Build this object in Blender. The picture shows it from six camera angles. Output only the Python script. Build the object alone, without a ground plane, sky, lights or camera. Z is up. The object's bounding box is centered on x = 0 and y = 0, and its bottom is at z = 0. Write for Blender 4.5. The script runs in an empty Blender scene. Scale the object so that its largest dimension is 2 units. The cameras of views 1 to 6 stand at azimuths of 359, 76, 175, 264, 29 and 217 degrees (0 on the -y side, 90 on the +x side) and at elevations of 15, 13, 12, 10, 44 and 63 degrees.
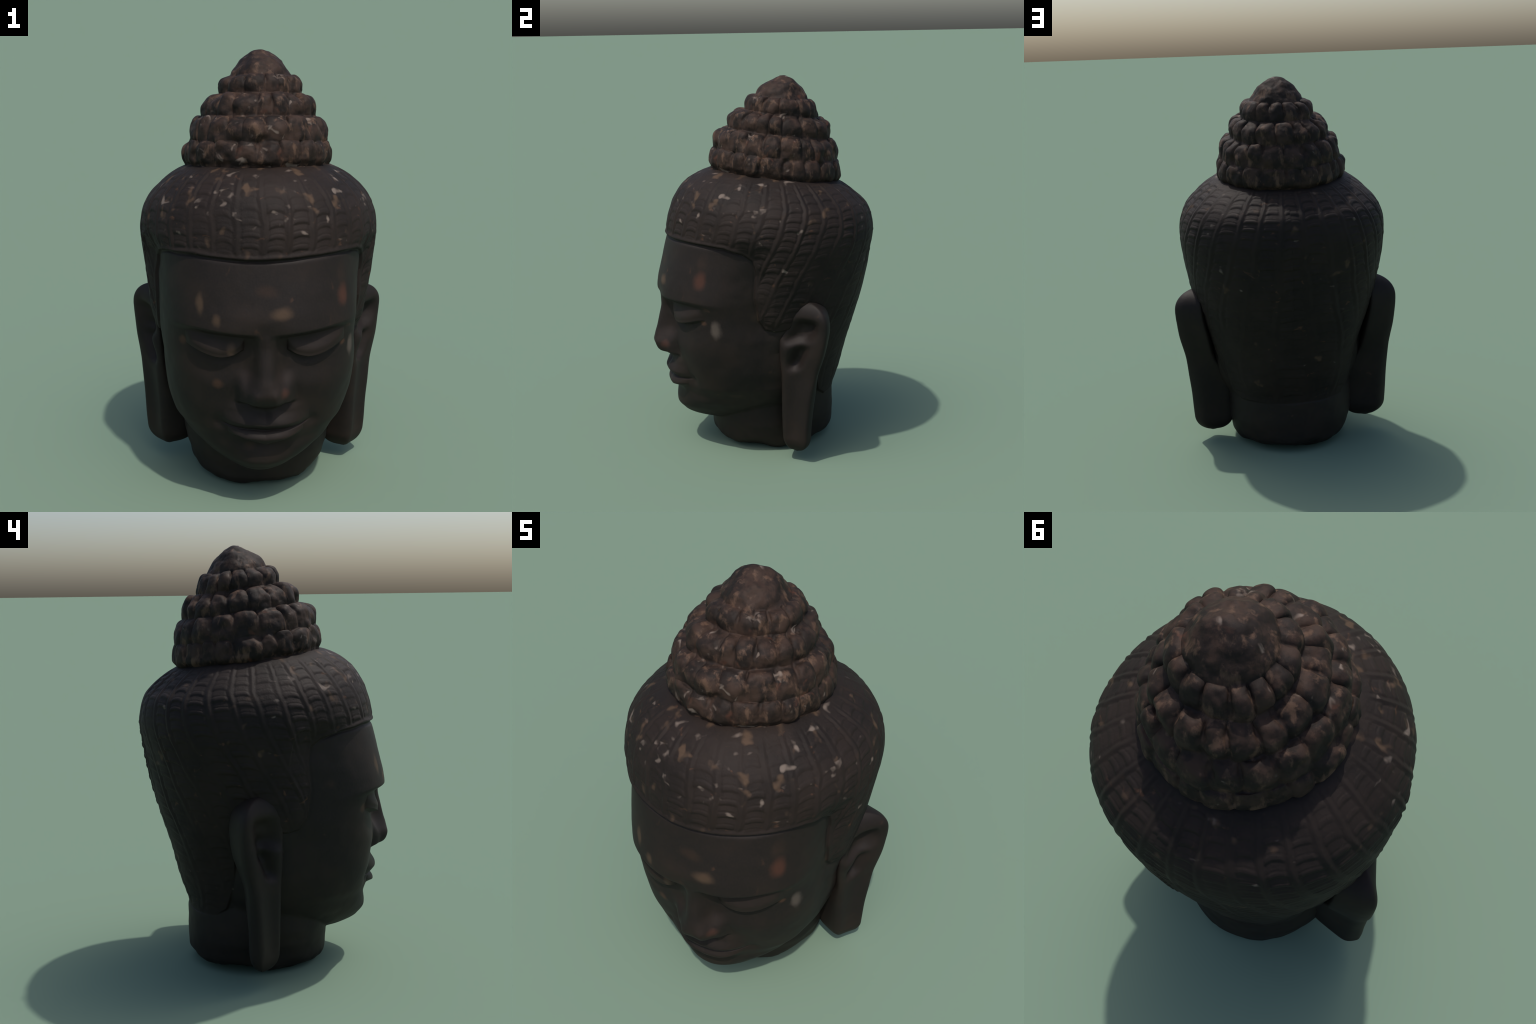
"""Weathered dark stone portrait head: serene face with closed eyes, long-lobed
ears, a close cap of hair cut into arched locks, and a tiered topknot of curls."""
import bpy, math
import numpy as np

TAU = 2 * math.pi

# ---------------------------------------------------------------- small maths
def pchip(xs, ys, x):
    """Shape-preserving cubic through control points (profile curves)."""
    xs = np.asarray(xs, float); ys = np.asarray(ys, float)
    h = np.diff(xs); d = np.diff(ys) / h
    m = np.zeros_like(ys)
    m[0], m[-1] = d[0], d[-1]
    for i in range(1, len(xs) - 1):
        if d[i - 1] * d[i] > 0:
            w1, w2 = 2 * h[i] + h[i - 1], h[i] + 2 * h[i - 1]
            m[i] = (w1 + w2) / (w1 / d[i - 1] + w2 / d[i])
    x = np.clip(x, xs[0], xs[-1])
    k = np.clip(np.searchsorted(xs, x, side='right') - 1, 0, len(h) - 1)
    t = (x - xs[k]) / h[k]
    return ((2*t**3 - 3*t**2 + 1) * ys[k] + (t**3 - 2*t**2 + t) * h[k] * m[k]
            + (-2*t**3 + 3*t**2) * ys[k + 1] + (t**3 - t**2) * h[k] * m[k + 1])

def table(rows, x):
    """rows of (x, a, b, c ...) -> one interpolated array per column."""
    cols = list(zip(*rows))
    return [pchip(cols[0], c, x) for c in cols[1:]]

def sstep(a, b, x):
    t = np.clip((x - a) / (b - a), 0, 1)
    return t * t * (3 - 2 * t)

def smax(a, b, k):
    h = np.clip(0.5 + 0.5 * (a - b) / k, 0, 1)
    return b * (1 - h) + a * h + k * h * (1 - h)

def bump(d2):
    return np.exp(-d2)

def hash3(i, j, k):
    n = (i * 374761393 + j * 668265263 + k * 2147483647 + 1013904223) & 0xffffffff
    n = ((n ^ (n >> 13)) * 1274126177) & 0xffffffff
    n = n ^ (n >> 16)
    return (n & 0xffff) / 65535.0

def noise3(P, scale, seed=0):
    """Smooth value noise in -1..1."""
    Q = np.asarray(P, float) * scale + seed * 17.31
    I = np.floor(Q).astype(np.int64); F = Q - I
    F = F * F * (3 - 2 * F)
    out = 0
    for a in (0, 1):
        for b in (0, 1):
            for c in (0, 1):
                w = (F[..., 0] if a else 1 - F[..., 0]) * (F[..., 1] if b else 1 - F[..., 1]) \
                    * (F[..., 2] if c else 1 - F[..., 2])
                out = out + w * hash3(I[..., 0] + a, I[..., 1] + b, I[..., 2] + c)
    return out * 2 - 1

# ---------------------------------------------------------------- mesh helpers
def grid_faces(nr, nc):
    """Quads of a grid of nr rows and nc columns, columns closed in a ring."""
    i = np.arange(nr - 1)[:, None]; j = np.arange(nc)[None, :]
    j2 = (j + 1) % nc
    return np.stack([i*nc + j, i*nc + j2, (i+1)*nc + j2, (i+1)*nc + j], -1).reshape(-1, 4)

def vertex_normals(V, F):
    n = np.cross(V[F[:, 2]] - V[F[:, 0]], V[F[:, 3]] - V[F[:, 1]])
    N = np.zeros_like(V)
    for c in range(4):
        for a in range(3):
            N[:, a] += np.bincount(F[:, c], weights=n[:, a], minlength=len(V))
    return N / np.maximum(np.linalg.norm(N, axis=1, keepdims=True), 1e-12)

def grid_normals(G):
    """Unit normals of a ring grid G[row, column, xyz]."""
    du = np.roll(G, -1, 1) - np.roll(G, 1, 1)
    dv = np.empty_like(G)
    dv[1:-1] = G[2:] - G[:-2]; dv[0] = G[1] - G[0]; dv[-1] = G[-1] - G[-2]
    n = np.cross(du, dv)
    return n / np.maximum(np.linalg.norm(n, axis=-1, keepdims=True), 1e-12)

def make_part(name, V, N, F, mat, parent, stuff=False):
    """One mesh object holding the faces F of a larger body (V, N)."""
    used, inv = np.unique(F, return_inverse=True)
    f = inv.reshape(-1, 4)
    me = bpy.data.meshes.new(name)
    v = V[used]
    me.vertices.add(len(v)); me.vertices.foreach_set('co', v.astype(np.float32).ravel())
    me.loops.add(f.size); me.loops.foreach_set('vertex_index', f.astype(np.int32).ravel())
    me.polygons.add(len(f))
    me.polygons.foreach_set('loop_start', np.arange(0, f.size, 4, dtype=np.int32))
    me.polygons.foreach_set('use_smooth', np.ones(len(f), bool))
    me.update(calc_edges=True); me.validate()
    if len(me.vertices) == len(used):
        me.normals_split_custom_set_from_vertices(N[used].astype(np.float32))
    me.materials.append(mat)
    ob = bpy.data.objects.new(name, me)
    bpy.context.scene.collection.objects.link(ob)
    ob.parent = parent
    if stuff:
        ob["kind"] = "stuff"
    return ob

# ---------------------------------------------------------------- materials
class Nodes:
    def __init__(self, mat):
        self.t = mat.node_tree; self.n = self.t.nodes; self.l = self.t.links
        self.bsdf = self.n['Principled BSDF']
        self.co = self.n.new('ShaderNodeTexCoord').outputs['Object']
    def put(self, sock, val):
        if hasattr(val, 'is_output'):
            self.l.new(val, sock)
        else:
            sock.default_value = val
    def noise(self, scale, detail=4, rough=.55, dist=0.0, vec=None):
        x = self.n.new('ShaderNodeTexNoise')
        self.put(x.inputs['Vector'], self.co if vec is None else vec)
        x.inputs['Scale'].default_value = scale; x.inputs['Detail'].default_value = detail
        x.inputs['Roughness'].default_value = rough; x.inputs['Distortion'].default_value = dist
        return x.outputs['Fac']
    def mapped(self, loc=(0, 0, 0), scale=(1, 1, 1), rot=(0, 0, 0)):
        x = self.n.new('ShaderNodeMapping'); self.l.new(self.co, x.inputs['Vector'])
        x.inputs['Location'].default_value = loc; x.inputs['Scale'].default_value = scale
        x.inputs['Rotation'].default_value = rot
        return x.outputs['Vector']
    def ramp(self, fac, a, b, lo=0.0, hi=1.0):
        x = self.n.new('ShaderNodeMapRange'); x.interpolation_type = 'SMOOTHSTEP'
        self.put(x.inputs['Value'], fac)
        x.inputs['From Min'].default_value = a; x.inputs['From Max'].default_value = b
        x.inputs['To Min'].default_value = lo; x.inputs['To Max'].default_value = hi
        return x.outputs['Result']
    def math(self, op, a, b=0.0):
        x = self.n.new('ShaderNodeMath'); x.operation = op
        self.put(x.inputs[0], a); self.put(x.inputs[1], b)
        return x.outputs[0]
    def mix(self, fac, a, b):
        x = self.n.new('ShaderNodeMix'); x.data_type = 'RGBA'
        self.put(x.inputs['Factor'], fac)
        self.put(x.inputs[6], a if hasattr(a, 'is_output') else (*a, 1))
        self.put(x.inputs[7], b if hasattr(b, 'is_output') else (*b, 1))
        return x.outputs[2]
    def blotch(self, loc, size, warp):
        """Soft-edged worn patch: 1 inside an ellipsoid around loc, 0 outside."""
        s = self.n.new('ShaderNodeVectorMath'); s.operation = 'SUBTRACT'
        self.l.new(warp, s.inputs[0]); s.inputs[1].default_value = loc
        d = self.n.new('ShaderNodeVectorMath'); d.operation = 'DIVIDE'
        self.l.new(s.outputs[0], d.inputs[0]); d.inputs[1].default_value = size
        g = self.n.new('ShaderNodeVectorMath'); g.operation = 'LENGTH'
        self.l.new(d.outputs[0], g.inputs[0])
        return self.ramp(g.outputs['Value'], 1.0, .25)
    def warped(self, scale, amount):
        nz = self.n.new('ShaderNodeTexNoise'); self.l.new(self.co, nz.inputs['Vector'])
        nz.inputs['Scale'].default_value = scale; nz.inputs['Detail'].default_value = 3
        a = self.n.new('ShaderNodeVectorMath'); a.operation = 'MULTIPLY_ADD'
        self.l.new(nz.outputs['Color'], a.inputs[0])
        a.inputs[1].default_value = (amount,) * 3; 
        b = self.n.new('ShaderNodeVectorMath'); b.operation = 'SUBTRACT'
        self.l.new(self.co, b.inputs[0]); b.inputs[1].default_value = (amount / 2,) * 3
        self.l.new(b.outputs[0], a.inputs[2])
        return a.outputs[0]
    def bump(self, height, strength, distance):
        x = self.n.new('ShaderNodeBump'); self.l.new(height, x.inputs['Height'])
        x.inputs['Strength'].default_value = strength; x.inputs['Distance'].default_value = distance
        self.l.new(x.outputs['Normal'], self.bsdf.inputs['Normal'])

def new_mat(name, rough=.62, spec=.35):
    m = bpy.data.materials.new(name); m.use_nodes = True
    k = Nodes(m)
    k.bsdf.inputs['Roughness'].default_value = rough
    k.bsdf.inputs['Specular IOR Level'].default_value = spec
    return m, k

DARK = (.0124, .0092, .0079)
WARM = (.0190, .0127, .0098)
RUST = (.085, .042, .024)
TAN = (.115, .070, .042)
PALE = (.21, .165, .135)

def stone_base(k):
    big = k.noise(5.0, 4, .6)
    c = k.mix(k.ramp(big, .38, .68), DARK, WARM)
    fine = k.noise(120, 3, .6)
    return k.mix(k.ramp(fine, .35, .75, 0, .35), c, (.0225, .0163, .0133))

# named worn patches: position, half size, colour, strength
FACE_PATCHES = [
    ((.087, -.535, .955), (.055, .08, .034), TAN, .55),
    ((.357, -.41, 1.00), (.028, .06, .055), (.11, .040, .024), .50),
    ((.402, -.335, .745), (.013, .05, .052), PALE, .40),
    ((.47, -.13, .80), (.04, .06, .045), TAN, .38),
    ((-.258, -.50, .985), (.020, .07, .055), TAN, .55),
    ((-.192, -.53, .925), (.022, .06, .032), TAN, .5),
    ((-.125, -.50, .785), (.026, .06, .034), TAN, .45),
    ((-.335, -.41, .80), (.022, .06, .020), RUST, .6),
    ((.365, -.39, .775), (.018, .05, .014), RUST, .65),
    ((-.19, -.50, .62), (.030, .06, .030), RUST, .5),
    ((.10, -.55, .60), (.026, .05, .022), (.09, .035, .024), .45),
    ((.34, -.36, 1.09), (.03, .06, .05), RUST, .22),
    ((.03, -.55, 1.05), (.06, .06, .03), RUST, .18),
    ((-.05, -.50, .32), (.04, .05, .03), RUST, .25),
    ((.33, -.22, .36), (.04, .06, .02), TAN, .22),
    ((-.42, -.22, .93), (.02, .05, .04), RUST, .4),
]

def skin_material():
    m, k = new_mat('worn_dark_stone_skin', .60, .20)
    c = stone_base(k)
    w = k.warped(12, .035)
    for loc, size, col, amt in FACE_PATCHES:
        mask = k.math('MULTIPLY', k.blotch(loc, tuple(1.2 * v for v in size), w), amt * .85)
        c = k.mix(mask, c, col)
    flecks = k.ramp(k.noise(11, 3, .5, .6), .70, .80, 0, .35)
    c = k.mix(flecks, c, RUST)
    k.put(k.bsdf.inputs['Base Color'], c)
    k.bump(k.noise(60, 5, .6), .10, .006)
    return m

def hair_material():
    m, k = new_mat('worn_dark_stone_hair', .66, .16)
    c = stone_base(k)
    z = k.n.new('ShaderNodeSeparateXYZ'); k.l.new(k.co, z.inputs[0])
    front = k.ramp(z.outputs['Y'], .35, -.25)
    c = k.mix(k.ramp(k.noise(8, 3, .6), .35, .7, 0, .7), c, (.0215, .0150, .0125))
    # rusty flecks everywhere, pale lichen-like chips mostly on the upper front
    v = k.mapped(scale=(1, 1, 1.5))
    fl = k.ramp(k.noise(15, 3, .5, .8, v), .66, .76, 0, .55)
    c = k.mix(fl, c, RUST)
    chip = k.noise(15, 1.6, .5, .25, k.mapped((3.1, 1.7, .4), (1, 1, 1.5)))
    up = k.math('MULTIPLY', k.ramp(z.outputs['Z'], 1.14, 1.40), k.math('ADD', k.math('MULTIPLY', front, .5), .5))
    thr = k.math('ADD', chip, k.math('MULTIPLY', up, .125))
    c = k.mix(k.ramp(thr, .735, .85, 0, .66), c, PALE)
    chip2 = k.noise(13, 2, .45, .2, k.mapped((7.1, 2.2, 5.4)))
    thr2 = k.math('ADD', chip2, k.math('MULTIPLY', up, .10))
    c = k.mix(k.ramp(thr2, .69, .82, 0, .50), c, TAN)
    k.put(k.bsdf.inputs['Base Color'], c)
    k.bump(k.noise(70, 5, .6), .22, .008)
    return m

def curl_material():
    m, k = new_mat('worn_dark_stone_curls', .66, .16)
    c = stone_base(k)
    patch = k.noise(14, 5, .6, .15)
    c = k.mix(k.ramp(patch, .42, .62, .05, .95), c, (.041, .0245, .0178))
    streak = k.noise(20, 4, .6, .25, k.mapped((2, 5, 1), (1.2, 1.2, .55)))
    c = k.mix(k.ramp(streak, .53, .70, 0, .85), c, (.100, .059, .039))
    red = k.noise(14, 3, .5, .5, k.mapped((9, 1, 4)))
    c = k.mix(k.ramp(red, .64, .76, 0, .5), c, (.095, .038, .023))
    z = k.n.new('ShaderNodeSeparateXYZ'); k.l.new(k.co, z.inputs[0])
    front = k.ramp(z.outputs['Y'], .25, -.2, 0, .08)
    pale = k.math('ADD', k.noise(17, 2, .45, .6, k.mapped((5, 8, 2))), front)
    c = k.mix(k.ramp(pale, .70, .82, 0, .7), c, PALE)
    k.put(k.bsdf.inputs['Base Color'], c)
    k.bump(k.noise(55, 5, .6), .25, .008)
    return m

# ---------------------------------------------------------------- head body
FACE_X = .022            # the face is turned a little off the body's centre line

#          z     neck yf    yb    w
NECK = [(.000, -.225, .325, .262), (.020, -.260, .365, .296), (.050, -.278, .388, .318),
        (.100, -.284, .394, .330), (.160, -.287, .395, .347), (.300, -.287, .392, .352),
        (.500, -.287, .30, .30), (.600, -.20, .20, .20)]
#          z     face yf    w    squareness
FACE = [(.115, -.20, .05, 2.0), (.130, -.290, .12, 2.0), (.150, -.358, .165, 2.0), (.174, -.422, .207, 2.0),
        (.200, -.456, .245, 2.05), (.250, -.477, .307, 2.2), (.300, -.476, .355, 2.35), (.350, -.473, .390, 2.5),
        (.400, -.475, .417, 2.65), (.500, -.490, .444, 2.70), (.600, -.508, .454, 2.65), (.700, -.525, .459, 2.62),
        (.800, -.543, .461, 2.58), (.880, -.571, .463, 2.52), (.920, -.566, .464, 2.50), (1.00, -.547, .466, 2.50),
        (1.13, -.514, .470, 2.45), (1.22, -.492, .474, 2.40), (1.60, -.40, .44, 2.2)]
#  row  z-side tilt  hair yf    yb    w    widest-at-y
HAIR = [(.00, .000, 0, -.30, .380, .350, .05), (.25, .250, 0, -.32, .386, .350, .045),
        (.30, .300, 0, -.34, .392, .362, .035), (.415, .415, 0, -.40, .430, .392, .010),
        (.583, .583, 0, -.45, .474, .446, -.005), (.733, .733, 0, -.48, .520, .486, .005),
        (.888, .888, 0, -.50, .562, .516, .030), (1.057, 1.057, -.00, -.510, .594, .540, .060),
        (1.18, 1.180, -.005, -.513, .609, .553, .080), (1.26, 1.250, -.015, -.503, .600, .547, .085),
        (1.35, 1.322, -.035, -.476, .580, .523, .085), (1.45, 1.400, -.065, -.420, .518, .458, .085),
        (1.54, 1.452, -.090, -.340, .455, .388, .085), (1.62, 1.485, -.110, -.250, .40, .320, .085),
        (1.70, 1.510, -.120, -.130, .28, .200, .09), (1.80, 1.520, -.120, .08, .12, .020, .10)]

# hairline on one side: (azimuth from the front, height)
HAIRLINE = [(0, 1.172), (.25, 1.175), (.50, 1.180), (.85, 1.166), (1.02, 1.142), (1.12, 1.105), (1.17, 1.03),
            (1.19, .91), (1.27, .785), (1.36, .732), (1.48, .722), (1.62, .735), (1.72, .80), (1.86, .82), (1.95, .78),
            (2.00, .70), (2.06, .45), (2.14, .33), (2.30, .288), (2.70, .283), (3.15, .280)]

def hair_distance(psi, z):
    """Signed distance (m) from the hairline; positive inside the hair."""
    a = np.abs(psi)
    pts = np.array([(p * .5, h) for p, h in HAIRLINE])
    P = np.stack([a * .5, z], -1)
    best = np.full(a.shape, 9.0)
    for p, q in zip(pts[:-1], pts[1:]):
        d = q - p
        t = np.clip(((P - p) @ d) / (d @ d), 0, 1)
        e = P - p - t[..., None] * d
        best = np.minimum(best, np.hypot(e[..., 0], e[..., 1]))
    # even-odd crossings of the vertical ray upward from the point
    cross = np.zeros(a.shape, int)
    x = np.clip(P[..., 0], 1e-6, 1.574)
    for p, q in zip(pts[:-1], pts[1:]):
        inx = (x >= min(p[0], q[0])) & (x < max(p[0], q[0]))
        zz = p[1] + (x - p[0]) / (q[0] - p[0] + 1e-12) * (q[1] - p[1])
        cross += (inx & (zz > P[..., 1])).astype(int)
    return np.where(cross % 2 == 0, best, -best)

def oval(th, yf, yb, w, yw, nf=2.1, nb=2.1):
    s, c = np.abs(np.sin(th)), np.cos(th)
    front = c > 0
    d = np.where(front, yw - yf, yb - yw)
    n = np.where(front, nf, nb)
    return ((s / w) ** n + (np.abs(c) / d) ** n) ** (-1 / n)

def eyelid_edge(ax):
    """Height of the lid's lower edge across one eye (ax from the nose line)."""
    return pchip([.06, .098, .14, .190, .26, .34, .40], [.795, .780, .757, .747, .760, .790, .81], ax)

def mouth_line(ax):
    return pchip([0, .03, .08, .14, .19, .25], [.409, .412, .414, .419, .430, .44], ax)

def brow_line(ax):
    return pchip([0, .10, .20, .30, .38, .46], [.862, .868, .876, .882, .876, .86], ax)

def face_relief(x, z):
    """How far the carved features stand out of (or sink into) the plain face oval."""
    ax = np.abs(x)
    f = np.zeros_like(x)
    zb = brow_line(ax); ze = eyelid_edge(ax)
    # brow edge and eye hollow
    A = pchip([0, .03, .06, .10, .17, .24, .31, .38, .43], [0, .005, .024, .042, .044, .038, .026, .010, 0], ax)
    low = pchip([.0, .10, .23, .36], [.64, .62, .60, .64], ax)
    f -= A * sstep(zb + .004, zb - .030, z) * sstep(low, low + .125, z) * (.6 + .4 * sstep(ze - .05, ze + .02, z))
    f -= .010 * np.exp(-(ax / .07) ** 2) * np.exp(-((z - .872) / .032) ** 2)
    # closed lids
    inside = np.clip(1 - ((ax - .218) / .126) ** 2, 0, 1)
    B = .042 * inside ** .55
    f += B * sstep(zb - .020, ze + .022, z) * sstep(ze - .007, ze + .004, z)
    # nose ridge
    hz = [.495, .515, .530, .545, .570, .600, .640, .690, .750, .800, .840, .868, .90]
    h = pchip(hz, [0, .008, .040, .070, .094, .101, .089, .066, .041, .020, .008, .003, 0], z)
    wn = pchip(hz, [.05, .05, .052, .058, .064, .064, .058, .050, .044, .040, .040, .045, .06], z)
    f += h * np.exp(-(ax / wn) ** 3.0)
    # wings of the nose
    e = ((ax - .078) / .043) ** 2
    f += .046 * np.exp(-e ** 1.5) * sstep(.532, .556, z) * sstep(.700, .575, z)
    f -= .006 * np.exp(-((ax - .132) / .016) ** 2) * np.exp(-((z - .580) / .045) ** 2)
    # mouth: muzzle, upper lip, lower lip, parting line
    zm = mouth_line(ax)
    f += .030 * np.exp(-(ax / .165) ** 4) * np.exp(-((z - .44) / .085) ** 4)
    lipw = np.clip(1 - (ax / .190) ** 2, 0, 1)
    up = (z - zm)
    bow = .046 + .010 * np.exp(-((ax - .035) / .03) ** 2) - .10 * ax
    f += .034 * lipw ** .8 * sstep(bow + .048, bow * .55, up) * (.35 + .65 * sstep(.0, .034, up)) * sstep(-.004, .004, up)
    lw = np.clip(1 - (ax / .165) ** 2, 0, 1)
    lo = -.074 + .24 * ax
    f += .040 * lw ** .7 * sstep(lo - .008, lo + .012, up) * (.25 + .75 * sstep(.0, -.044, up)) * sstep(.004, -.004, up)
    f -= .009 * np.exp(-(up / .006) ** 2) * sstep(.205, .165, ax)
    f -= .010 * np.exp(-((ax - .205) / .025) ** 2) * np.exp(-((z - .430) / .028) ** 2)
    f -= .006 * np.exp(-(ax / .02) ** 2) * np.exp(-((z - .488) / .03) ** 2)
    # chin and cheeks
    f += .010 * np.exp(-(ax / .12) ** 2) * sstep(.20, .24, z) * sstep(.34, .26, z)
    f += .006 * np.exp(-((ax - .29) / .08) ** 2) * np.exp(-((z - .50) / .10) ** 2)
    return f

COLUMNS = 31
LOCK_H = .056
def hair_cells(psi, z, t):
    """Column / row coordinates of the carved locks; strands lean forward on the sides."""
    lean = np.clip(1.36 - z, 0, .9)
    Q = np.stack([psi * .5, z, 0 * z], -1)
    col = (psi + .62 * lean * np.sin(psi) + .030 * noise3(Q, 5, 21) + .012 * noise3(Q, 14, 22)) / TAU * COLUMNS
    ci = np.floor(col); cf = col - ci
    off = hash3(ci.astype(np.int64) % COLUMNS, np.int64(3), np.int64(5))
    cwob = hash3(ci.astype(np.int64) % COLUMNS, np.int64(8), np.int64(2))
    arch = (.22 + .22 * cwob) * (1 - (2 * cf - 1) ** 2)
    row = (t + off * .05 + .010 * noise3(Q, 11, 31)) / LOCK_H - arch
    ri = np.floor(row); rf = row - ri
    return ci, cf, ri, rf

def hair_relief(psi, z, t, G):
    ci, cf, ri, rf = hair_cells(psi, z, t)
    e = np.minimum(cf, 1 - cf)
    rib = np.exp(-(e / .075) ** 2)
    gro = np.exp(-((e - .17) / .06) ** 2)
    shelf = sstep(.0, .26, rf) * (1 - .85 * sstep(.30, 1.0, rf))
    second = np.exp(-((rf - .55) / .07) ** 2)
    wear = .62 + .60 * noise3(G, 7, 2) + .25 * noise3(G, 18, 12)
    depth = (.55 + .45 * sstep(.6, 1.0, z)) * (1 - .22 * np.exp(-(psi / .75) ** 2)) * sstep(1.60, 1.52, t)
    inner = sstep(.10, .24, e)
    r = .0042 * rib - .0022 * gro + inner * (.0062 * shelf - .0020 * second - .003)
    return r * np.clip(wear, .30, 1.2) * depth

def build_head(root, skin, hair):
    nc = 1120
    u = np.arange(nc) / nc
    th = TAU * u - math.pi
    th = th - .42 * np.sin(th)                     # denser columns on the face
    # rows: bottom disc, then upward along the profile
    t = np.concatenate([np.linspace(.0, .115, 40, endpoint=False), np.linspace(.115, 1.20, 450, endpoint=False),
                        np.linspace(1.20, 1.70, 150), np.linspace(1.71, 1.80, 8)])
    zs, tilt, hyf, hyb, hw, yw = [a[:, None] for a in table(HAIR, t)]
    TH, T = np.meshgrid(th, t)
    z0 = zs + 0 * TH
    nyf, nyb, nw = [a[:, None] for a in table(NECK, np.minimum(t, .6))]
    fyf, fw, fn = [a[:, None] for a in table(FACE, np.minimum(t, 1.6))]
    rn = oval(TH, np.minimum(nyf, yw - .05), np.maximum(nyb, yw + .05), nw, yw, 2.2, 2.1)
    rn = rn - .008 * np.sin(TH) * sstep(.5, .2, T)    # the neck stands a little to one side
    rf = oval(TH, np.minimum(fyf, yw - .02), yw + fw * .8, fw, yw, fn, 2.0) + .006 * np.sin(TH)
    skin_r = np.where(T > .52, rf, np.where(T < .113, rn, smax(rf, rn, .012)))
    hair_r = oval(TH, hyf, hyb, hw, yw, 1.90 + .10 * sstep(1.1, 1.25, T), 2.14) + .003 * np.sin(TH) * sstep(.9, 1.2, T)
    # unequal halves: fuller left cheek, flatter right jaw, hollow behind the left ear
    a_ = np.abs(TH)
    skin_r = skin_r - np.where(TH > 0, .024, .006) * np.exp(-((a_ - 1.42) / .30) ** 2) * sstep(.30, .45, T) * sstep(.95, .70, T)
    skin_r = skin_r - .011 * sstep(.25, .45, TH) * sstep(1.3, 1.0, TH) * sstep(.28, .34, T) * sstep(.62, .45, T)
    skin_r = skin_r + .006 * sstep(-.2, -.5, TH) * sstep(-1.9, -1.4, TH) * sstep(.16, .22, T) * sstep(.36, .28, T)
    skin_r = skin_r - .012 * np.sin(TH) * np.exp(-((a_ - 1.25) / .28) ** 2) * sstep(.66, .78, T) * sstep(1.10, 1.0, T)
    skin_r = skin_r + .010 * np.exp(-((TH - .78) / .22) ** 2 - ((T - .88) / .09) ** 2)
    hair_r = hair_r - .018 * np.exp(-((TH + 2.02) / .30) ** 2 - ((T - .58) / .22) ** 2)
    # behind the ears the skin lies just under the level of the hair
    behind = sstep(1.35, 1.60, np.abs(TH)) * sstep(.26, .36, T)
    skin_r = skin_r + behind * np.maximum(hair_r - .012 - skin_r, 0)
    hd = hair_distance(TH, np.minimum(z0, 1.3))
    # a shallow dip low on the back of the skull
    hair_r = hair_r - .016 * np.exp(-((TH + 2.70) / .45) ** 2 - ((T - .93) / .24) ** 2)
    # towards the forehead and temples the hair thins out to a narrow raised border
    thin = skin_r + .004 + .007 * sstep(1.1, .9, np.abs(TH)) + .62 * np.maximum(hd, 0) + 2.0 * sstep(.10, .25, hd)
    hair_r = np.where(np.abs(TH) < 1.9, -smax(-hair_r, -thin, .02), hair_r)
    x = skin_r * np.sin(TH); y = yw - skin_r * np.cos(TH)
    # facial features push straight forward
    facing = sstep(-.02, -.20, y)
    drop = sstep(.13, .2, z0)
    fr = face_relief(x - FACE_X, z0) * facing * drop
    S = np.stack([x, y - fr, z0], -1)
    H = np.stack([hair_r * np.sin(TH), yw - hair_r * np.cos(TH), z0 + tilt * (yw - hair_r * np.cos(TH) - .09)], -1)
    hd = hd + .003 * noise3(H, 14, 7)
    hd = np.where(T > 1.22, .3, hd)
    # raised border just inside the hairline
    m = sstep(-.005, .007, hd)
    nH = grid_normals(H)
    lip = (.004 + .004 * sstep(1.1, .9, np.abs(TH))) * np.exp(-((hd - .010) / .010) ** 2) * sstep(1.9, 1.5, np.abs(TH))
    rel = hair_relief(TH, H[..., 2], T, H) * sstep(.012, .035, hd) * sstep(1.64, 1.56, T) + lip
    H = H + nH * rel[..., None]
    under = -(.002 + .006 * sstep(1.1, .9, np.abs(TH))) * np.exp(-(hd / .010) ** 2) * (1 - m) * sstep(1.9, 1.5, np.abs(TH))
    G = S * (1 - m[..., None]) + H * m[..., None] + nH * under[..., None]
    # broken underside of the neck, gentle hand-carved unevenness elsewhere
    nG = grid_normals(G)
    rough = .0035 * noise3(G, 7, 1) + .0012 * noise3(G, 22, 4)
    low = sstep(.10, .0, T)
    rough = rough * (1 - .5 * sstep(-.3, -.4, G[..., 1]) * (1 - m)) + low * (.016 * noise3(G, 8, 9) + .005 * noise3(G, 19, 8) + .0015 * noise3(G, 50, 14))
    G = G + nG * rough[..., None]
    G[..., 2] += .010 * sstep(.10, .0, T) + .010 * sstep(.10, .0, T) * sstep(-.05, .35, G[..., 1])
    # close the bottom with a slightly uneven disc
    cap = []
    for k in (0.02, .25, .5, .7, .85, .95):
        c = G[0].mean(0)
        row = c + (G[0] - c) * k
        row[:, 2] = row[:, 2] * k + (.008 + .006 * noise3(row, 14, 3)) * (1 - k)
        cap.append(row)
    ncap = len(cap)
    G = np.concatenate([np.array(cap), G], 0)
    nr = G.shape[0]
    G[..., 2] = np.maximum(G[..., 2], 0.0)
    V = G.reshape(-1, 3); F = grid_faces(nr, nc); N = vertex_normals(V, F)
    # regions per face (sampled at the face's first corner)
    pad = lambda a, v: np.concatenate([np.full((ncap, nc), v), a], 0)[:-1].reshape(-1)
    HD = pad(hd, -1.0); XX = pad(x - FACE_X, 9.0); ZZ = pad(z0, 0.0); YY = pad(y, 1.0); TT = pad(T, -1.0); PS = pad(TH, 0.0)
    AX = np.abs(XX)
    is_hair = HD > 0
    front = (YY < -.2) & ~is_hair
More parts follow.
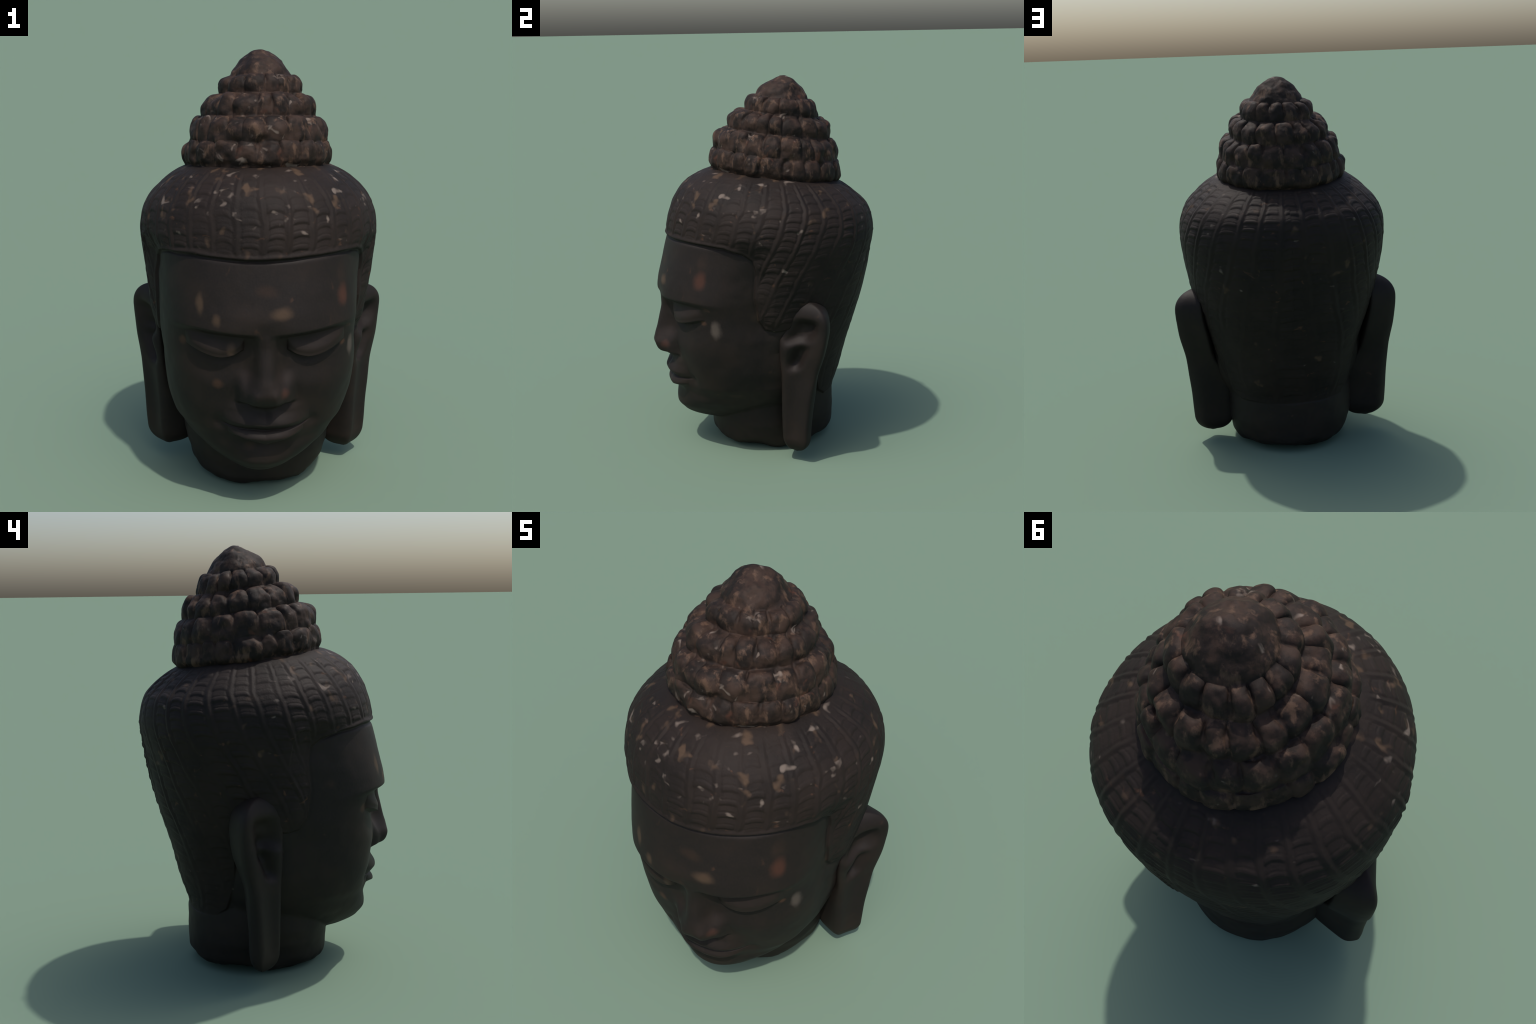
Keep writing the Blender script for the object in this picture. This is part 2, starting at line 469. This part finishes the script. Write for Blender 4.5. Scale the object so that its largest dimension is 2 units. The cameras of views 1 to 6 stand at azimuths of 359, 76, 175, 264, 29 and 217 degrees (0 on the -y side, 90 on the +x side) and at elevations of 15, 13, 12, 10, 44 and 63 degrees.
    nose_w = pchip([.50, .56, .60, .66, .75, .86], [.09, .120, .120, .085, .060, .045], ZZ)
    nose = front & (AX < nose_w) & (ZZ > .515) & (ZZ < .855)
    up = ZZ - mouth_line(AX)
    lips = front & (AX < .20) & (up < .055 - .2 * AX) & (up > -.060 + .25 * np.maximum(AX - .03, 0))
    lids = front & ~nose & (np.abs(AX - .218) < .126) & (ZZ < brow_line(AX) - .015) & (ZZ > eyelid_edge(AX) - .006)
    neck = ~is_hair & ~front & ((TT < .113) | ((ZZ < .30) & (np.abs(PS) > 1.2)) | ((YY > -.29) & (ZZ < .16)) | (np.abs(PS) > 1.75))
    face = ~is_hair & ~(nose | lips | lids | neck)
    fo = make_part('face', V, N, F[face], skin, root)
    make_part('nose', V, N, F[nose], skin, fo)
    make_part('lips', V, N, F[lips], skin, fo)
    for sgn in (-1, 1):
        make_part('eyelid', V, N, F[lids & (np.sign(XX) == sgn)], skin, fo)
    make_part('neck', V, N, F[neck], skin, root)
    # carved locks of the hair, one object each for the 300 largest
    ci, cf, ri, rf_ = hair_cells(TH, H[..., 2], T)
    key = (ci.astype(np.int64) % COLUMNS) * 1000 + ri.astype(np.int64)
    key = pad(key, -1).astype(np.int64)
    plain = (HD < .02) | (TT > 1.60)
    key = np.where(is_hair & ~plain, key, -1)
    ids, counts = np.unique(key[key >= 0], return_counts=True)
    big = ids[np.argsort(-counts, kind='stable')[:300]]
    rest = is_hair & ~np.isin(key, big)
    ho = make_part('hair', V, N, F[rest], hair, root, stuff=True)
    order = np.argsort(key, kind='stable'); sk = key[order]
    for b in big:
        a0, a1 = np.searchsorted(sk, b), np.searchsorted(sk, b, side='right')
        make_part('hair_lock', V, N, F[order[a0:a1]], hair, ho)

# ---------------------------------------------------------------- topknot
#         z-mid  radius-x radius-y  centre-x centre-y curls
TIERS = [(1.488, .347, .358, .000, .085, 21),
         (1.592, .323, .334, .002, .097, 20),
         (1.703, .266, .277, .006, .110, 18),
         (1.806, .198, .200, .014, .124, 14)]
DOME = (1.892, .140, .138, .017, .129)
TOP_Z = 2.000
TILT = -.135

def build_topknot(root, mat):
    nc = 760
    th = TAU * np.arange(nc) / nc - math.pi
    rows, tier_of, curl_of = [], [], []
    levels = TIERS + [DOME]
    rng = np.random.default_rng(11)
    def place(z, rx, ry, cx, cy):
        X = cx + rx * np.sin(th); Y = cy - ry * np.cos(th)
        return np.stack([X, Y, z + TILT * (Y - .1) * (1 - sstep(1.90, 2.0, z) * .9)], -1)
    # hidden foot reaching into the hair
    z, rx, ry, cx, cy, n = TIERS[0]
    for k in np.linspace(0, 1, 8, endpoint=False):
        rows.append(place(z - .05 + .05 * k, rx - .03 + .012 * k, ry - .03 + .012 * k, cx, cy)); tier_of.append(0); curl_of.append(np.zeros(nc, int))
    for i, (z, rx, ry, cx, cy, n) in enumerate(TIERS):
        nz, nrx, nry, ncx, ncy = levels[i + 1][:5]
        # uneven curl widths
        edges = np.cumsum(1 + .30 * rng.uniform(-1, 1, n)); edges = np.concatenate([[0], edges]) / edges[-1]
        uu = (th + math.pi) / TAU + .37 * i
        uu = uu - np.floor(uu)
        ci = np.clip(np.searchsorted(edges, uu, side='right') - 1, 0, n - 1)
        cf = (uu - edges[ci]) / (edges[ci + 1] - edges[ci])
        amp = (.75 + .5 * rng.random(n))[ci]; hgt = rng.uniform(-1, 1, n)[ci]
        lobe = np.sqrt(np.clip(1 - np.abs(2 * cf - 1) ** 2.8, 0, 1))         # round outline of each curl
        front = np.exp(-(th / 1.0) ** 2)
        depth = (.015 * amp * (1 - .15 * front))
        push = rng.uniform(-.006, .007, n)[ci] * lobe
        R = 48
        rise, belly = nz - z, .30                                         # tier height; where it is widest
        gap = (rx + ry - nrx - nry) / 2 + .002                            # run of the shoulder to the next tier
        for k in range(R):
            s = k / R
            if s < .36:
                q = s / .36
                zz, inn = z + rise * belly * q, (.016 if i == 0 else .003) * (1 - q) ** 2.0
            else:
                q = (s - .36) / .64 * math.pi / 2
                zz, inn = z + rise * (belly + (1 - belly) * math.sin(q) ** .95), gap * (1 - math.cos(q) ** .85)
            full = pchip([0, .15, .40, .80, 1.0], [.45, .8, 1, 1.1, .8], s)
            dr = -inn - depth * full * (1 - lobe) + push * (1 - s ** 3)
            f = s ** 2
            ctr = np.stack([cx + (ncx - cx) * f + 0 * th, cy + (ncy - cy) * f + 0 * th], -1)
            d = np.stack([np.sin(th), -np.cos(th)], -1)
            xy = ctr + d * (np.array([rx, ry]) + dr[:, None])
            # curls have domed tops: edges dip, and heights vary
            up = zz + TILT * (xy[:, 1] - .1) - (.022 * (1 - lobe) * (1 - .4 * front) - .008 * hgt) * sstep(.35, .8, s) * sstep(1.06, .9, s)
            rows.append(np.column_stack([xy, up])); tier_of.append(i); curl_of.append(ci)
    z, rx, ry, cx, cy = DOME
    for k in range(60):
        a = k / 59 * .999
        rr = math.cos(a * math.pi / 2)
        zz = z - .004 + (TOP_Z - z + .004) * math.sin(a * math.pi / 2) ** 1.7
        q = 0.0
        rows.append(np.stack([cx + (rx * rr - q) * np.sin(th), cy - (ry * rr - q) * np.cos(th),
                              zz + TILT * (-ry * rr * np.cos(th)) * (1 - a)], -1))
        tier_of.append(9); curl_of.append(np.zeros(nc, int))
    G = np.array(rows)
    # soften the ledges and grooves as wear has done
    for _ in range(3):
        S = G.copy()
        S[1:-1] = (G[:-2] + 2 * G[1:-1] + G[2:]) / 4
        S = (np.roll(S, 1, 1) + 2 * S + np.roll(S, -1, 1)) / 4
        G = S
    tip = np.array([i for i, t in enumerate(tier_of) if t == 9][:1])[0]
    for _ in range(8):                                  # the tip flows out of the top curls
        S = G.copy(); lo, hi = tip - 9, tip + 14
        S[lo:hi] = (G[lo - 1:hi - 1] + 2 * G[lo:hi] + G[lo + 1:hi + 1]) / 4
        G = S
    nG = grid_normals(G)
    wear = .0065 * noise3(G, 13, 3) + .0068 * noise3(G, 26, 5) + .0015 * noise3(G, 60, 6)
    wear[-4:] = wear[-4:].mean()
    G = G + nG * wear[..., None]
    G[..., 2] += TOP_Z - G[..., 2].max()
    nr = G.shape[0]
    V = G.reshape(-1, 3); F = grid_faces(nr, nc); N = vertex_normals(V, F)
    tier = np.repeat(np.array(tier_of)[:-1], nc); curl = np.array(curl_of)[:-1].reshape(-1)
    foot = np.repeat(np.arange(nr - 1) < 8, nc)
    top = make_part('topknot', V, N, F[(tier == 9) | foot], mat, root)
    for i, row in enumerate(TIERS):
        for c in range(row[5]):
            make_part('hair_curl', V, N, F[(tier == i) & (curl == c) & ~foot], mat, top)

# ---------------------------------------------------------------- ears
#        z    front edge x,y   outer rim x,y   inner back x,y   rim thickness
EAR = [(.052, .440, -.012, .532, .092, .318, .124, .066), (.200, .442, -.018, .540, .098, .312, .128, .066),
       (.300, .444, -.020, .546, .104, .315, .136, .064), (.400, .450, -.022, .556, .112, .345, .146, .060),
       (.500, .455, -.026, .568, .126, .400, .170, .048), (.560, .455, -.032, .580, .138, .415, .190, .050),
       (.640, .458, -.036, .598, .154, .430, .216, .052), (.690, .462, -.036, .606, .162, .440, .225, .052),
       (.740, .466, -.036, .611, .166, .450, .228, .052), (.790, .470, -.032, .612, .164, .455, .224, .052),
       (.890, .474, -.028, .612, .160, .460, .222, .052)]

def build_ear(root, mat, side):
    """A wedge-shaped flap: carved outer face, thick rim, flat back running in to the head."""
    nr = 420
    a = np.linspace(0, math.pi, nr)
    z = .052 + (.885 - .052) * (.6 * (1 - np.cos(a)) / 2 + .4 * a / math.pi)      # rows crowd at both ends
    ax_, ay, tx, ty, ix, iy, th = [a[:, None] for a in table(EAR, z)]
    if side < 0:
        out = (.004 + .018 * sstep(.75, .2, z))[:, None]
        tx = tx + out; ax_ = ax_ + .012
        pivot = .070
    else:
        up = sstep(.15, .55, z)[:, None]
        ty = ty + .006 + .016 * up; iy = iy + .010 + .018 * up
        ay = ay + .034 * sstep(.67, .75, z)[:, None]       # the rim starts farther back on this side
        pivot = .110
    # direction of the outer face and of its normal
    lx, ly = tx - ax_, ty - ay
    L = np.hypot(lx, ly); ex, ey = lx / L, ly / L
    ox, oy = ey, -ex
    r_ = .016
    corners = [(ax_ + ex * r_, ay + ey * r_), (tx, ty), (tx - ex * .01 - ox * th * .8, ty - ey * .01 - oy * th * .8 + th * .25), (ix, iy),
               (ix - .005, iy * .45 + ay * .55), (ax_ - .014, ay + .012)]
    counts = [110, 30, 60, 40, 34, 12]
    xs, ys, qs = [], [], []
    for k, n in enumerate(counts):
        p, q = corners[k], corners[(k + 1) % len(corners)]
        t = np.arange(n)[None, :] / n
        xs.append(p[0] + (q[0] - p[0]) * t); ys.append(p[1] + (q[1] - p[1]) * t)
        qs.append(t if k == 0 else np.full_like(t, -9.0 if k > 1 else 9.0))
    X, Y = np.concatenate(xs, 1), np.concatenate(ys, 1)
    q = np.concatenate(qs, 1) + 0 * X
    nc = X.shape[1]; Z = z[:, None] + 0 * X
    # carved outer face: q runs from the front edge (0) to the rim (1)
    h = np.zeros_like(Z)
    lean = q - .42 - 1.3 * (Z - .59)
    h -= .046 * np.exp(-np.abs(lean / .15) ** 4 - np.abs((Z - .592) / .064) ** 4)               # slanting ear canal
    h -= .046 * np.exp(-np.abs((q - .43 - 1.0 * (Z - .73)) / .26) ** 4 - np.abs((Z - .730) / .060) ** 4)              # hollow under the rim
    if side < 0:
        h -= .030 * np.exp(-np.abs((q - .48) / .17) ** 3 - np.abs((Z - .665) / .05) ** 3)            # the two run together
    h += .012 * np.exp(-((q - .18) / .16) ** 2 - ((Z - .640) / .055) ** 2)                          # tragus
    h += .006 * np.exp(-((q - .86) / .12) ** 2) * sstep(.10, .2, Z) * sstep(.86, .80, Z)
    h += .005 * np.exp(-((q - .10) / .10) ** 2) * sstep(.10, .2, Z) * sstep(.60, .50, Z)
    h -= .006 * np.exp(-((q - .45) / .18) ** 2) * sstep(.10, .2, Z) * sstep(.56, .46, Z)
    h = np.where((q >= 0) & (q <= 1), h * sstep(0, .06, q) * sstep(1.0, .92, q), 0)
    X = X + ox * h; Y = Y + oy * h
    # rounded-off top and blunt, nearly square lobe end
    f = (1 - np.clip((z - .755) / .131, 0, 1) ** 2.7) ** .5 * (1 - np.clip((.140 - z) / .090, 0, 1) ** 2.1) ** .5
    f = np.clip(f, .04, 1)[:, None]
    top_end = z[:, None] > .4
    px = np.where(top_end, .470, X.mean(1, keepdims=True)); py = np.where(top_end, pivot, Y.mean(1, keepdims=True))
    X = px + (X - px) * f; Y = py + (Y - py) * f
    G = np.stack([side * X, Y, Z], -1)
    if side < 0:
        G[..., 2] += .026 * sstep(.45, .06, Z) + .020 * sstep(.60, .88, Z)
    for _ in range(110):                                   # round the corners of the section
        G = (np.roll(G, 1, 1) + 2 * G + np.roll(G, -1, 1)) / 4
    tip = [G[0].mean(0) + (G[0] - G[0].mean(0)) * f + [0, 0, -.010 * (1 - f * f)] for f in (.03, .3, .55, .75, .9)]
    top = [G[-1].mean(0) + (G[-1] - G[-1].mean(0)) * f + [0, 0, .008 * (1 - f * f)] for f in (.9, .75, .55, .3, .03)]
    G = np.concatenate([np.array(tip), G, np.array(top)], 0)
    for _ in range(8):
        S = G.copy(); S[1:-1] = (G[:-2] + 2 * G[1:-1] + G[2:]) / 4
        G = (np.roll(S, 1, 1) + 2 * S + np.roll(S, -1, 1)) / 4
    nG = grid_normals(G) * side
    G = G + nG * (.0025 * noise3(G, 9, 2))[..., None]
    V = G.reshape(-1, 3); F = grid_faces(G.shape[0], nc)
    if side < 0:
        F = F[:, ::-1]
    N = vertex_normals(V, F)
    return make_part('ear', V, N, F, mat, root)

# ---------------------------------------------------------------- assemble
root = bpy.data.objects.new('statue_head', None)
bpy.context.scene.collection.objects.link(root)
root["label"] = "dark weathered stone head, closed eyes, long earlobes, tiered curly topknot"
root["category"] = "statue"
skin, hair, curls = skin_material(), hair_material(), curl_material()
build_head(root, skin, hair)
build_topknot(root, curls)
build_ear(root, skin, 1)
build_ear(root, skin, -1)
